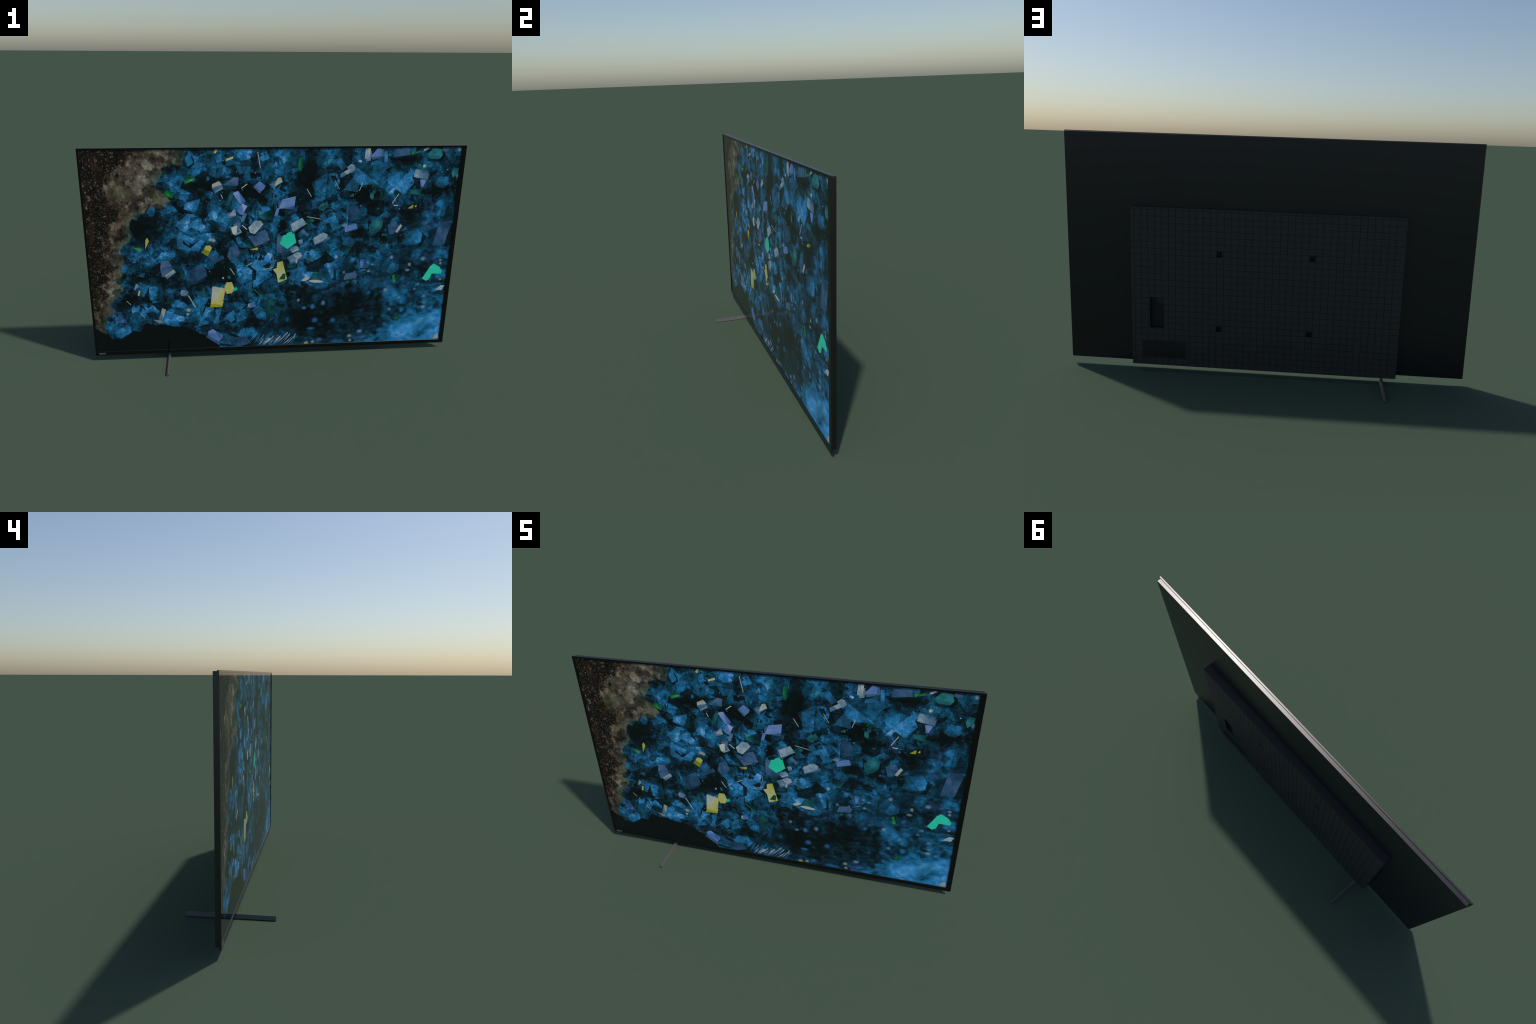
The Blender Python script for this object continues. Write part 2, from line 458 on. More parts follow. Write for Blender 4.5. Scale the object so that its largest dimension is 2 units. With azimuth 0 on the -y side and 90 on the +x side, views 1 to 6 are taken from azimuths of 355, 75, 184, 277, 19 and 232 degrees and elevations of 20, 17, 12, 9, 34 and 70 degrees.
def crystal_material(family):
    n = Nodes("crystal_" + family)
    if family in GLASSY:
        base, share, hue = GLASSY[family]
        level = crystal_field(n)[8]
        island = n.tree.nodes.new("ShaderNodeNewGeometry").outputs["Random Per Island"]
        x, _, z = n.split(n.coords())
        turn = n.mul(island, 6.28)
        across = n.add(n.mul(x, n.math("COSINE", turn)), n.mul(z, n.math("SINE", turn)))
        lines = n.math("SUBTRACT", n.noise(n.join(n.mul(across, 60.0), n.mul(island, 50.0), 0.0), 1.0, 2), 0.5)
        own = n.math("SUBTRACT", n.noise(n.join(n.add(x, n.mul(island, 9.0)), 0.0, z), 13.0, 3), 0.5)
        tone = n.add(base, n.mul(level, share), n.mul(n.math("SUBTRACT", island, 0.5), 0.22), n.mul(lines, 0.16), n.mul(own, 0.30))
        color = n.mix(n.mul(n.span(island, 0.1, 0.9), hue[1]), n.ramp(tone, BLUES), hue[0])
        n.set(Base_Color=color, Roughness=PICTURE_ROUGH, IOR=1.5)
        return n.mat
    low, middle, high = FAMILIES[family]
    amount, scale = TEXTURE.get(family, (0.3, 20.0))
    p = n.coords()
    geo = n.tree.nodes.new("ShaderNodeNewGeometry")
    island = geo.outputs["Random Per Island"]
    shift = n.join(n.mul(island, 13.0), n.mul(island, 31.0), n.mul(island, 7.0))
    q = n.vec("ADD", p, shift)
    mottle = n.math("SUBTRACT", n.add(n.mul(n.noise(q, scale, 6, 0.66), 0.5), n.mul(n.noise(p, scale * 0.8, 6, 0.66), 0.55)), 0.52)
    sweep = n.math("SUBTRACT", n.noise(q, 9.0, 1), 0.5)
    # fine parallel growth lines, at an angle of the crystal's own
    turn = n.mul(island, 6.28)
    x, _, z = n.split(p)
    across = n.add(n.mul(x, n.math("COSINE", turn)), n.mul(z, n.math("SINE", turn)))
    lines = n.math("SUBTRACT", n.noise(n.join(n.mul(across, 130.0), n.mul(island, 50.0), 0.0), 1.0, 2), 0.5)
    tone = n.add(0.46, n.mul(mottle, amount * 1.9), n.mul(sweep, 0.95), n.mul(lines, 0.34),
                 n.mul(n.math("SUBTRACT", island, 0.5), 0.45))
    n.set(Base_Color=n.ramp(tone, [(0.08, low), (0.48, middle), (0.95, high)]), Roughness=PICTURE_ROUGH, IOR=1.5)
    return n.mat


# larger crystals by colour: (x, z, length, width, tilt in degrees, cut)
CRYSTALS = {
    'cream': [
        (-0.310, 0.987, 0.052, 0.042, 19, 'chip'),
        (0.007, 1.005, 0.062, 0.032, 38, 'wedge'),
        (-0.212, 0.751, 0.048, 0.039, 20, 'chip'),
        (-0.339, 0.696, 0.034, 0.019, -22, 'chip'),
        (0.473, 1.146, 0.026, 0.058, -3, 'slab'),
        (0.785, 1.168, 0.030, 0.012, 30, 'slab'),
        (0.674, 0.736, 0.049, 0.016, 62, 'slab'),
        (-0.567, 0.508, 0.064, 0.022, 38, 'slab'),
        (-0.622, 0.266, 0.085, 0.024, 73, 'slab'),
        (-0.650, 0.233, 0.055, 0.019, -29, 'wedge'),
        (-0.476, 0.293, 0.024, 0.019, -35, 'chip'),
        (-0.483, 0.269, 0.022, 0.017, -24, 'wedge'),
        (0.230, 0.442, 0.081, 0.017, -5, 'round'),
        (0.171, 0.456, 0.043, 0.018, 20, 'round'),
        (0.954, 0.068, 0.045, 0.039, 38, 'wedge'),
        (-0.143, 0.306, 0.012, 0.021, -2, 'slab'),
        (0.117, 0.563, 0.010, 0.020, -2, 'slab'),
        (0.337, 0.584, 0.012, 0.017, 9, 'chip'),
    ],
    'pale': [
        (-0.169, 0.820, 0.053, 0.019, 68, 'chip'),
        (-0.230, 0.840, 0.048, 0.036, 20, 'wedge'),
        (-0.109, 0.765, 0.083, 0.048, 49, 'chip'),
        (0.120, 0.773, 0.082, 0.049, 32, 'slab'),
        (0.245, 0.694, 0.085, 0.039, 24, 'chip'),
        (0.137, 0.674, 0.021, 0.025, 14, 'slab'),
        (0.393, 1.073, 0.039, 0.036, 43, 'chip'),
        (0.361, 1.046, 0.058, 0.024, 32, 'slab'),
        (0.370, 0.762, 0.038, 0.022, -1, 'wedge'),
        (0.771, 1.035, 0.074, 0.042, -10, 'slab'),
        (-0.496, 0.396, 0.042, 0.032, -2, 'chip'),
        (-0.754, 0.438, 0.048, 0.023, 50, 'wedge'),
        (0.110, 0.588, 0.090, 0.041, 31, 'chip'),
        (0.942, 0.377, 0.060, 0.032, 14, 'wedge'),
        (0.107, 0.634, 0.046, 0.028, 25, 'chip'),
    ],
    'lavender': [
        (0.062, 0.894, 0.098, 0.050, 11, 'rhomb'),
        (-0.192, 0.924, 0.084, 0.034, -58, 'chip'),
        (-0.178, 0.864, 0.060, 0.034, 62, 'chip'),
        (0.006, 0.841, 0.045, 0.017, 76, 'slab'),
        (0.519, 1.149, 0.072, 0.041, 20, 'wedge'),
        (0.783, 0.988, 0.041, 0.040, -6, 'drop'),
        (0.409, 0.749, 0.068, 0.032, 18, 'slab'),
        (-0.331, 0.131, 0.086, 0.055, -35, 'chip'),
        (0.483, 0.541, 0.028, 0.048, -2, 'drop'),
        (-0.085, 0.984, 0.048, 0.040, -41, 'chip'),
        (-0.125, 0.312, 0.037, 0.026, 14, 'slab'),
    ],
    'slate': [
        (0.920, 0.706, 0.100, 0.130, -1, 'rhomb'),
        (-0.236, 1.005, 0.094, 0.051, 11, 'wedge'),
        (-0.206, 0.786, 0.041, 0.046, 14, 'chip'),
        (-0.084, 0.698, 0.094, 0.075, 28, 'slab'),
        (0.158, 0.725, 0.050, 0.019, -41, 'slab'),
        (0.038, 0.631, 0.079, 0.043, -35, 'slab'),
        (0.419, 0.835, 0.063, 0.086, -1, 'chip'),
        (0.644, 0.744, 0.070, 0.058, 25, 'chip'),
        (0.702, 0.733, 0.041, 0.019, 25, 'wedge'),
        (-0.586, 0.541, 0.062, 0.086, 9, 'chip'),
        (-0.424, 0.507, 0.107, 0.087, 25, 'chip'),
        (-0.345, 0.598, 0.055, 0.022, -48, 'slab'),
        (-0.302, 0.589, 0.057, 0.022, 28, 'slab'),
        (-0.228, 0.619, 0.072, 0.076, -2, 'hex'),
        (-0.338, 0.184, 0.052, 0.041, 25, 'chip'),
        (-0.220, 0.090, 0.173, 0.087, -26, 'wedge'),
        (0.422, 0.468, 0.075, 0.041, 9, 'chip'),
        (0.448, 0.431, 0.032, 0.032, -2, 'chip'),
        (-0.018, 0.228, 0.053, 0.034, 52, 'wedge'),
        (0.657, 1.151, 0.085, 0.043, 7, 'slab'),
        (-0.286, 0.757, 0.035, 0.037, -1, 'wedge'),
        (0.082, 0.857, 0.063, 0.029, 4, 'slab'),
    ],
    'teal': [
        (0.071, 0.686, 0.093, 0.105, -1, 'shard'),
        (0.892, 0.476, 0.110, 0.104, -2, 'bent'),
        (-0.190, 0.749, 0.013, 0.019, -1, 'chip'),
        (-0.220, 0.406, 0.038, 0.020, 46, 'wedge'),
    ],
    'yellow': [
        (-0.313, 0.367, 0.072, 0.107, -7, 'slab'),
        (-0.251, 0.418, 0.056, 0.073, -2, 'hex'),
        (0.029, 0.504, 0.082, 0.128, -2, 'blade'),
        (-0.114, 0.641, 0.049, 0.017, -1, 'wedge'),
        (0.783, 1.078, 0.016, 0.015, 30, 'chip'),
        (0.756, 0.862, 0.015, 0.013, 20, 'wedge'),
        (0.188, 0.059, 0.024, 0.021, 9, 'round'),
        (-0.685, 0.685, 0.059, 0.020, 70, 'wedge'),
        (-0.312, 1.168, 0.023, 0.012, 64, 'slab'),
        (-0.241, 1.128, 0.039, 0.011, 19, 'slab'),
        (-0.740, 0.402, 0.031, 0.009, 77, 'slab'),
    ],
    'olive': [
        (-0.367, 0.639, 0.059, 0.034, 60, 'chip'),
        (0.731, 0.857, 0.034, 0.022, 9, 'wedge'),
        (-0.320, 0.319, 0.070, 0.032, 0, 'slab'),
    ],
    'green': [
        (0.714, 0.200, 0.034, 0.027, 68, 'slab'),
        (0.123, 1.099, 0.076, 0.018, 84, 'chip'),
        (0.717, 1.150, 0.030, 0.024, 47, 'wedge'),
        (0.743, 1.152, 0.024, 0.009, 20, 'slab'),
        (0.515, 0.977, 0.031, 0.017, 41, 'wedge'),
        (0.040, 0.471, 0.046, 0.040, 18, 'wedge'),
        (0.682, 0.449, 0.041, 0.042, 14, 'chip'),
        (-0.588, 0.341, 0.033, 0.016, 11, 'slab'),
        (-0.731, 0.656, 0.046, 0.024, -28, 'wedge'),
        (-0.090, 0.381, 0.078, 0.006, -45, 'slab'),
        (0.408, 0.432, 0.018, 0.016, -2, 'round'),
        (-0.554, 0.947, 0.053, 0.030, -27, 'chip'),
        (-0.451, 1.026, 0.061, 0.032, 19, 'chip'),
        (-0.085, 0.830, 0.006, 0.038, -1, 'slab'),
    ],
    'forest': [
        (-0.048, 0.837, 0.072, 0.071, 9, 'hex'),
        (0.546, 0.754, 0.090, 0.068, 58, 'round'),
        (0.394, 0.646, 0.096, 0.057, 58, 'slab'),
        (-0.054, 0.290, 0.147, 0.128, -11, 'hex'),
        (0.094, 0.546, 0.054, 0.037, 9, 'chip'),
        (0.835, 1.140, 0.088, 0.055, -5, 'hex'),
        (-0.242, 0.923, 0.078, 0.020, 65, 'slab'),
        (0.650, 0.935, 0.044, 0.025, -38, 'chip'),
        (0.217, 0.476, 0.102, 0.046, -2, 'chip'),
    ],
    'azure': [
        (0.302, 0.502, 0.058, 0.097, 9, 'chip'),
        (-0.836, 0.173, 0.096, 0.052, 30, 'chip'),
        (-0.438, 0.897, 0.076, 0.086, -22, 'chip'),
        (-0.663, 0.425, 0.068, 0.124, -7, 'hex'),
        (-0.723, 0.423, 0.056, 0.070, -24, 'slab'),
        (-0.191, 0.325, 0.072, 0.063, 41, 'chip'),
        (-0.137, 0.361, 0.077, 0.061, -33, 'hex'),
        (-0.060, 0.455, 0.127, 0.125, 20, 'hex'),
        (0.752, 0.686, 0.127, 0.084, 14, 'hex'),
        (-0.448, 1.123, 0.039, 0.053, 19, 'chip'),
        (-0.649, 0.856, 0.047, 0.049, -1, 'hex'),
        (-0.454, 0.722, 0.087, 0.068, 35, 'chip'),
        (-0.168, 0.500, 0.104, 0.090, 25, 'hex'),
    ],
    'deep': [
        (0.250, 0.972, 0.120, 0.119, 25, 'slab'),
        (0.246, 1.132, 0.077, 0.083, -6, 'rhomb'),
        (0.352, 1.100, 0.068, 0.057, 41, 'slab'),
        (0.487, 1.035, 0.160, 0.109, 4, 'slab'),
        (0.641, 0.996, 0.186, 0.134, -11, 'hex'),
        (0.562, 1.130, 0.041, 0.066, -1, 'slab'),
        (0.086, 0.981, 0.075, 0.066, -30, 'chip'),
        (-0.303, 1.068, 0.100, 0.072, 14, 'hex'),
        (-0.167, 1.087, 0.065, 0.069, -1, 'hex'),
        (-0.266, 0.255, 0.102, 0.108, -2, 'hex'),
        (-0.360, 0.258, 0.078, 0.095, -2, 'hex'),
        (-0.275, 0.177, 0.095, 0.088, 9, 'hex'),
        (-0.168, 0.404, 0.101, 0.050, 20, 'slab'),
        (0.752, 0.726, 0.133, 0.075, 20, 'hex'),
        (0.897, 0.838, 0.100, 0.113, 9, 'hex'),
        (-0.774, 0.244, 0.100, 0.081, 9, 'chip'),
        (-0.673, 0.274, 0.075, 0.082, 30, 'chip'),
        (-0.524, 0.264, 0.077, 0.081, -2, 'hex'),
        (-0.324, 0.884, 0.080, 0.056, 9, 'chip'),
        (-0.183, 0.606, 0.080, 0.060, 25, 'slab'),
        (-0.430, 0.802, 0.055, 0.046, 9, 'chip'),
        (0.644, 0.518, 0.101, 0.068, -26, 'chip'),
        (-0.511, 1.041, 0.072, 0.057, 19, 'chip'),
        (-0.888, 0.197, 0.093, 0.072, -36, 'chip'),
    ],
    'needle': [
        (-0.167, 0.764, 0.040, 0.005, -44, 'slab'),
        (-0.091, 1.119, 0.085, 0.004, -80, 'slab'),
        (-0.167, 0.985, 0.039, 0.005, 38, 'slab'),
        (0.175, 0.943, 0.052, 0.003, -59, 'slab'),
        (0.206, 0.807, 0.082, 0.004, -11, 'slab'),
        (-0.284, 0.932, 0.023, 0.004, -66, 'slab'),
        (0.643, 0.906, 0.060, 0.004, 59, 'slab'),
        (0.647, 0.868, 0.027, 0.005, -4, 'slab'),
        (0.450, 0.972, 0.045, 0.003, 71, 'slab'),
        (0.321, 0.985, 0.062, 0.003, -60, 'slab'),
        (-0.456, 0.343, 0.080, 0.006, -62, 'slab'),
        (-0.729, 0.268, 0.035, 0.004, -51, 'slab'),
        (-0.141, 0.552, 0.038, 0.004, 30, 'slab'),
        (-0.039, 0.525, 0.061, 0.004, 14, 'slab'),
        (-0.233, 0.514, 0.045, 0.004, -58, 'slab'),
        (-0.373, 0.274, 0.040, 0.003, 41, 'slab'),
        (-0.011, 0.569, 0.003, 0.073, 2, 'slab'),
        (-0.798, 0.346, 0.031, 0.004, -46, 'slab'),
    ],
    'glint': [
        (-0.038, 0.590, 0.035, 0.052, -22, 'chip'),
        (-0.283, 0.477, 0.011, 0.012, -2, 'hex'),
        (-0.138, 1.162, 0.025, 0.021, -1, 'hex'),
        (-0.145, 1.137, 0.021, 0.016, -1, 'chip'),
        (0.437, 1.108, 0.019, 0.013, -29, 'chip'),
    ],
}

# cut outlines on a unit square (-1..1), walked counter-clockwise
CUTS = {
    "slab": [(-1, -0.9), (0.95, -1), (1, 0.92), (-0.94, 1)],
    "rhomb": [(-1, -1), (0.55, -1), (1, 1), (-0.45, 0.92)],
    "chip": [(-0.9, -1), (0.75, -0.92), (1, 0.1), (0.7, 1), (-0.75, 0.95), (-1, 0.0)],
    "wedge": [(-1, -0.35), (0.6, -1), (1, 0.55), (0.55, 1)],
    "drop": [(-0.95, 1), (1, 0.9), (0.35, -1), (-0.3, -0.95)],
    "hex": [(-1, -0.35), (-0.35, -1), (0.62, -0.9), (1, 0.05), (0.55, 0.95), (-0.5, 1)],
    "shard": [(-1.0, -0.38), (-0.12, -0.96), (0.94, -0.27), (0.53, 1.0), (-0.22, 0.75), (-0.25, 0.6), (-0.65, 0.5)],
    "blade": [(-0.19, -1), (1, -0.68), (0.24, 1), (-0.48, 0.84), (-0.48, 0.35), (-1.0, 0.23), (-0.48, -0.19)],
    "bent": [(-1, -0.72), (-0.55, -1), (-0.22, -0.8), (-0.04, -0.15), (0.93, -0.15), (1, 0.18), (0.63, 0.67), (0, 1), (-0.33, 0.67)],
    "round": [(math.cos(a * math.pi / 7), math.sin(a * math.pi / 7)) for a in range(14)],
}


def outline(x, z, length, width, tilt, cut, jitter, rng):
    """Corner points of one crystal in the plane of the picture."""
    t = math.radians(tilt)
    pts = []
    for u, v in CUTS[cut]:
        if cut not in ("round", "bent", "shard", "blade"):
            u += rng.uniform(-jitter, jitter)
            v += rng.uniform(-jitter, jitter)
        a, b = u * length / 2, v * width / 2
        pts.append((x + a * math.cos(t) - b * math.sin(t), z + a * math.sin(t) + b * math.cos(t)))
    return pts


class Shards:
    """Collects thin crystal facets of one colour family into one mesh."""

    def __init__(self):
        self.verts, self.faces = [], []

    def place(self, pts, y):
        inside = [(min(max(px, OPEN_LEFT + 0.0012), OPEN_RIGHT - 0.0012), min(max(pz, OPEN_LOW + 0.0012), OPEN_TOP - 0.0012)) for px, pz in pts]
        k, m = len(self.verts), len(inside)
        self.verts += [(px, y, pz) for px, pz in inside] + [(px, y + 0.00002, pz) for px, pz in inside]
        self.faces.append(tuple(range(k, k + m)))
        for i in range(m):
            j = (i + 1) % m
            self.faces.append((k + i, k + m + i, k + m + j, k + j))


# ----------------------------------------------------------------------------
# mesh helpers
# ----------------------------------------------------------------------------
def make(name, verts, faces, mats, parent, slots=None):
    mesh = bpy.data.meshes.new(name)
    mesh.from_pydata(verts, [], faces)
    for m in mats:
        mesh.materials.append(m)
    if slots:
        for poly, s in zip(mesh.polygons, slots):
            poly.material_index = s
    mesh.validate()
    mesh.update()
    obj = bpy.data.objects.new(name, mesh)
    bpy.context.scene.collection.objects.link(obj)
    obj.parent = parent
    return obj


def tidy_normals(obj):
    bm = bmesh.new()
    bm.from_mesh(obj.data)
    bmesh.ops.recalc_face_normals(bm, faces=bm.faces)
    bm.to_mesh(obj.data)
    bm.free()


def box(name, lo, hi, mat, parent, bevel=0.0):
    (a, b, c), (d, e, f) = lo, hi
    v = [(a, b, c), (d, b, c), (d, e, c), (a, e, c), (a, b, f), (d, b, f), (d, e, f), (a, e, f)]
    q = [(0, 3, 2, 1), (4, 5, 6, 7), (0, 1, 5, 4), (1, 2, 6, 5), (2, 3, 7, 6), (3, 0, 4, 7)]
    obj = make(name, v, q, [mat], parent)
    if bevel:
        bm = bmesh.new()
        bm.from_mesh(obj.data)
        bmesh.ops.bevel(bm, geom=bm.edges[:], offset=bevel, segments=2, affect="EDGES", profile=0.6)
        bm.to_mesh(obj.data)
        bm.free()
    return obj


def rounded_loop(x0, x1, z0, z1, r, y, seg=5):
    pts = []
    for cx, cz, start in ((x1 - r, z1 - r, 0), (x0 + r, z1 - r, 90), (x0 + r, z0 + r, 180), (x1 - r, z0 + r, 270)):
        for i in range(seg + 1):
            a = math.radians(start + 90 * i / seg)
            pts.append((cx + r * math.cos(a), y, cz + r * math.sin(a)))
    return pts


def skin(loops, closed=False):
    """Quads between successive loops of equal length."""
    verts, faces = [], []
    m = len(loops[0])
    for loop in loops:
        verts += loop
    rows = len(loops)
    for k in range(rows if closed else rows - 1):
        a, b = k * m, ((k + 1) % rows) * m
        for i in range(m):
            j = (i + 1) % m
            faces.append((a + i, a + j, b + j, b + i))
    return verts, faces


def cut_rect(rect, hole):
    """A rectangle (x0, x1, z0, z1) minus a rectangular hole, as up to four rectangles."""
    x0, x1, z0, z1 = rect
    a, b, c, d = hole
    if b <= x0 or a >= x1 or d <= z0 or c >= z1:
        return [rect]
    parts = [(x0, min(a, x1), z0, z1), (max(b, x0), x1, z0, z1),
             (max(x0, a), min(x1, b), z0, min(c, z1)), (max(x0, a), min(x1, b), max(d, z0), z1)]
    return [r for r in parts if r[1] - r[0] > 0.0008 and r[3] - r[2] > 0.0008]


# ----------------------------------------------------------------------------
# build
# ----------------------------------------------------------------------------
gloss, rim, foot_mat = gloss_black(), rim_metal(), foot_metal()
panel_mat = back_plastic("back_panel_plastic", (0.0105, 0.0108, 0.0105), 0.34)
tile_mat = back_plastic("ribbed_tile_plastic", (0.0255, 0.0262, 0.0258), 0.46, ribs=True)
core_mat = back_plastic("rear_box_plastic", (0.0190, 0.0192, 0.0190), 0.42)
recess_shade_mat = back_plastic("recess_shade", (0.0030, 0.0031, 0.0031), 0.6)  # box plastic near black: shade in holes and port bay put into colour
groove_shade_mat = back_plastic("groove_shade", (0.0062, 0.0064, 0.0064), 0.6)  # box plastic darkened: groove shade painted into the colour

tv = bpy.data.objects.new("television", None)
bpy.context.scene.collection.objects.link(tv)
tv["label"] = "large thin black television showing blue crystals, on one slim foot"
tv["category"] = "television"

# --- front frame: gloss black face, dark metal edges -------------------------
c = 0.0005
loops = [
    rounded_loop(OPEN_LEFT, OPEN_RIGHT, OPEN_LOW, OPEN_TOP, 0.0030, FRAME_BACK),
    rounded_loop(-FRAME_X, FRAME_X, FRAME_LOW, FRAME_TOP, 0.0035, FRAME_BACK),
    rounded_loop(-FRAME_X, FRAME_X, FRAME_LOW, FRAME_TOP, 0.0035, FRAME_FRONT + c),
    rounded_loop(-FRAME_X + c, FRAME_X - c, FRAME_LOW + c, FRAME_TOP - c, 0.0032, FRAME_FRONT),
    rounded_loop(OPEN_LEFT - c, OPEN_RIGHT + c, OPEN_LOW - c, OPEN_TOP + c, 0.0033, FRAME_FRONT),
    rounded_loop(OPEN_LEFT, OPEN_RIGHT, OPEN_LOW, OPEN_TOP, 0.0030, FRAME_FRONT + c),
]
verts, faces = skin(loops, closed=True)
m = len(loops[0])
frame = make("frame", verts, faces, [rim, gloss], tv, [1 if 2 <= i // m <= 4 and i // m == 3 else 0 for i in range(len(faces))])
tidy_normals(frame)

# --- screen with its picture --------------------------------------------------
screen = box("screen", (OPEN_LEFT - 0.003, SCREEN_Y, OPEN_LOW - 0.003), (OPEN_RIGHT + 0.003, SCREEN_Y + 0.0018, OPEN_TOP + 0.003),
             picture_material(), tv)
families = {f: Shards() for f in FAMILIES}
rng = random.Random(7)
laid = []          # (bounds, level) of every facet so far
LAYER = 0.00002    # facets lie in the picture plane; overlapping ones step up by this much


def lay(family, pts):
    bx = (min(p[0] for p in pts), max(p[0] for p in pts), min(p[1] for p in pts), max(p[1] for p in pts))
    under = [lv for (a, b, c0, d), lv in laid if a < bx[1] and b > bx[0] and c0 < bx[3] and d > bx[2]]
    level = 1 + max(under, default=0)
    laid.append((bx, level))
    families[family].place(pts, SCREEN_Y - 0.00003 - LAYER * level)


def in_crystals(x, z, margin):
    return x > profile(STONE_EDGE, z) + margin and z > profile(VOID_EDGE, x) + margin and x < OPEN_RIGHT - 0.01 and OPEN_LOW + 0.01 < z < OPEN_TOP - 0.01


# the ground of the geode: many medium and small crystals, thinning to the soft lower right
def brightness(x, z):
    """-1 in a hollow, +1 in a lit cluster."""
    v = 0.0
    for sign, spots in ((-1.0, HOLLOWS), (0.8, CLUSTERS)):
        for cx, cz, a, b in spots:
            d = math.hypot((x - cx) / a, (z - cz) / b)
            v += sign * max(0.0, min(1.0, (1.5 - d) / 1.1))
    return v


for count, size in ((125, (0.045, 0.130)), (150, (0.020, 0.050)), (230, (0.007, 0.022)), (110, (0.004, 0.010))):
    placed = 0
    while placed < count:
        x, z = rng.uniform(-0.95, 0.97), rng.uniform(0.06, 1.17)
        if not in_crystals(x, z, size[1] * 0.5):
            continue
        focus = 1.0 - min(1.0, max(0.0, (0.55 * x - 0.75 * z + 0.34) / 0.30))
        if rng.random() > focus:
            continue
        placed += 1
        a = rng.uniform(*size)
        v = brightness(x, z) + rng.uniform(-0.75, 0.75)
        if size[1] < 0.012:
            family = rng.choice(("azure", "glint", "pale", "azure", "lavender", "green", "azure"))
        elif v < -0.35:
            family = "navy"
        elif v < 0.42:
            family = rng.choice(("deep", "deep", "deep", "navy", "forest", "deep", "deep" if a > 0.045 else "slate"))
        else:
            family = "azure"
        lay(family, outline(x, z, a, a * rng.uniform(0.45, 1.0), rng.uniform(-90, 90),
                            rng.choice(("slab", "chip", "wedge", "hex", "chip", "rhomb")), 0.22, rng))

def half_of(pts, angle, shift):
    """The part of a crystal outline on one side of a line through (near) its middle."""
    cx, cz = sum(p[0] for p in pts) / len(pts), sum(p[1] for p in pts) / len(pts)
    reach = max(math.hypot(px - cx, pz - cz) for px, pz in pts)
    ux, uz = math.cos(angle), math.sin(angle)
    side = [(px - cx) * ux + (pz - cz) * uz - shift * reach for px, pz in pts]
    out = []
    for i, p in enumerate(pts):
        q, s, t = pts[(i + 1) % len(pts)], side[i], side[(i + 1) % len(pts)]
        if s >= 0:
            out.append(p)
        if (s >= 0) != (t >= 0):
            k = s / (s - t)
            out.append((p[0] + (q[0] - p[0]) * k, p[1] + (q[1] - p[1]) * k))
    return out


SECOND = {"yellow": "cream", "lavender": "lavender", "green": "forest", "teal": "teal", "cream": "pale", "olive": "yellow", "deep": "azure",
          "azure": "deep", "forest": "azure"}
STANDING = {"slate": "deep", "lavender": "slate", "pale": "slate", "cream": "pale", "teal": "slate",
            "azure": "deep", "forest": "deep"}

# the crystals that stand out, big dark ones first
for family in ("deep", "azure", "forest", "slate", "lavender", "teal", "olive", "yellow", "green", "pale", "cream", "glint", "needle"):
    for x, z, length, width, tilt, cut in CRYSTALS[family]:
        if family in STANDING and width > 0.024 and cut != "bent" and 0.55 * x - 0.75 * z < 0.05:          # a painted dark shadow and a shaded flank beneath, for depth
            drop_shadow = outline(x + 0.10 * width, z - 0.16 * width, length * 1.08, width * 1.08, tilt + rng.uniform(-12, 12), "chip", 0.2, rng)
            lay("navy", drop_shadow)
            side = rng.choice((-1, 1))
            flank = outline(x + side * 0.16 * width, z - 0.22 * width, length * 0.96, width * 0.9, tilt + rng.uniform(-9, 9), "slab", 0.18, rng)
            lay(STANDING[family], flank)
        pts = outline(x, z, length, width, tilt, cut, 0.15, rng)
        lay(family, pts)
        if width > 0.020 and cut not in ("bent", "round", "wedge", "shard", "blade") and rng.random() < 0.75:   # a second facet across part of it
            half = half_of(pts, rng.uniform(0, math.pi * 2), rng.uniform(-0.15, 0.25))
            if len(half) > 2:
                lay(SECOND.get(family, family), half)

# a fan of split pale blades at the lower edge
for i in range(46):
    x = -0.125 + 0.240 * i / 45 + rng.uniform(-0.008, 0.008)
    z = 0.094 + rng.uniform(-0.022, 0.022)
    lay(rng.choice(("slate", "pale", "deep", "slate", "azure", "pale", "navy", "deep")),
        outline(x, z, rng.uniform(0.045, 0.095), rng.uniform(0.005, 0.013), 50 + rng.uniform(-6, 6), "wedge", 0.1, rng))

for family, shards in families.items():
    part = make("picture_" + family + "_crystals", shards.verts, shards.faces, [crystal_material(family)], screen)
    part["kind"] = "stuff"

# --- maker's badge on the lower left of the frame -----------------------------
text = bpy.data.curves.new("badge", "FONT")
text.body = "SONY"
text.size, text.extrude, text.offset = 0.0118, 0.0004, 0.00030
text.align_x, text.align_y = "LEFT", "BOTTOM_BASELINE"
badge_src = bpy.data.objects.new("badge_source", text)
bpy.context.scene.collection.objects.link(badge_src)
bpy.context.view_layer.update()
mesh = bpy.data.meshes.new_from_object(badge_src.evaluated_get(bpy.context.evaluated_depsgraph_get()))
bpy.data.objects.remove(badge_src)
wide = max(v.co.x for v in mesh.vertices) - min(v.co.x for v in mesh.vertices)
left = min(v.co.x for v in mesh.vertices)
tall = max(v.co.y for v in mesh.vertices)
for v in mesh.vertices:
    v.co = Vector(((v.co.x - left) * 0.0375 / wide - 0.9802, FRAME_FRONT - 0.0002 - v.co.z, v.co.y * 0.0088 / tall + 0.0392))
mesh.materials.clear()
mesh.materials.append(badge_metal())
badge = bpy.data.objects.new("badge", mesh)
bpy.context.scene.collection.objects.link(badge)
badge.parent = tv

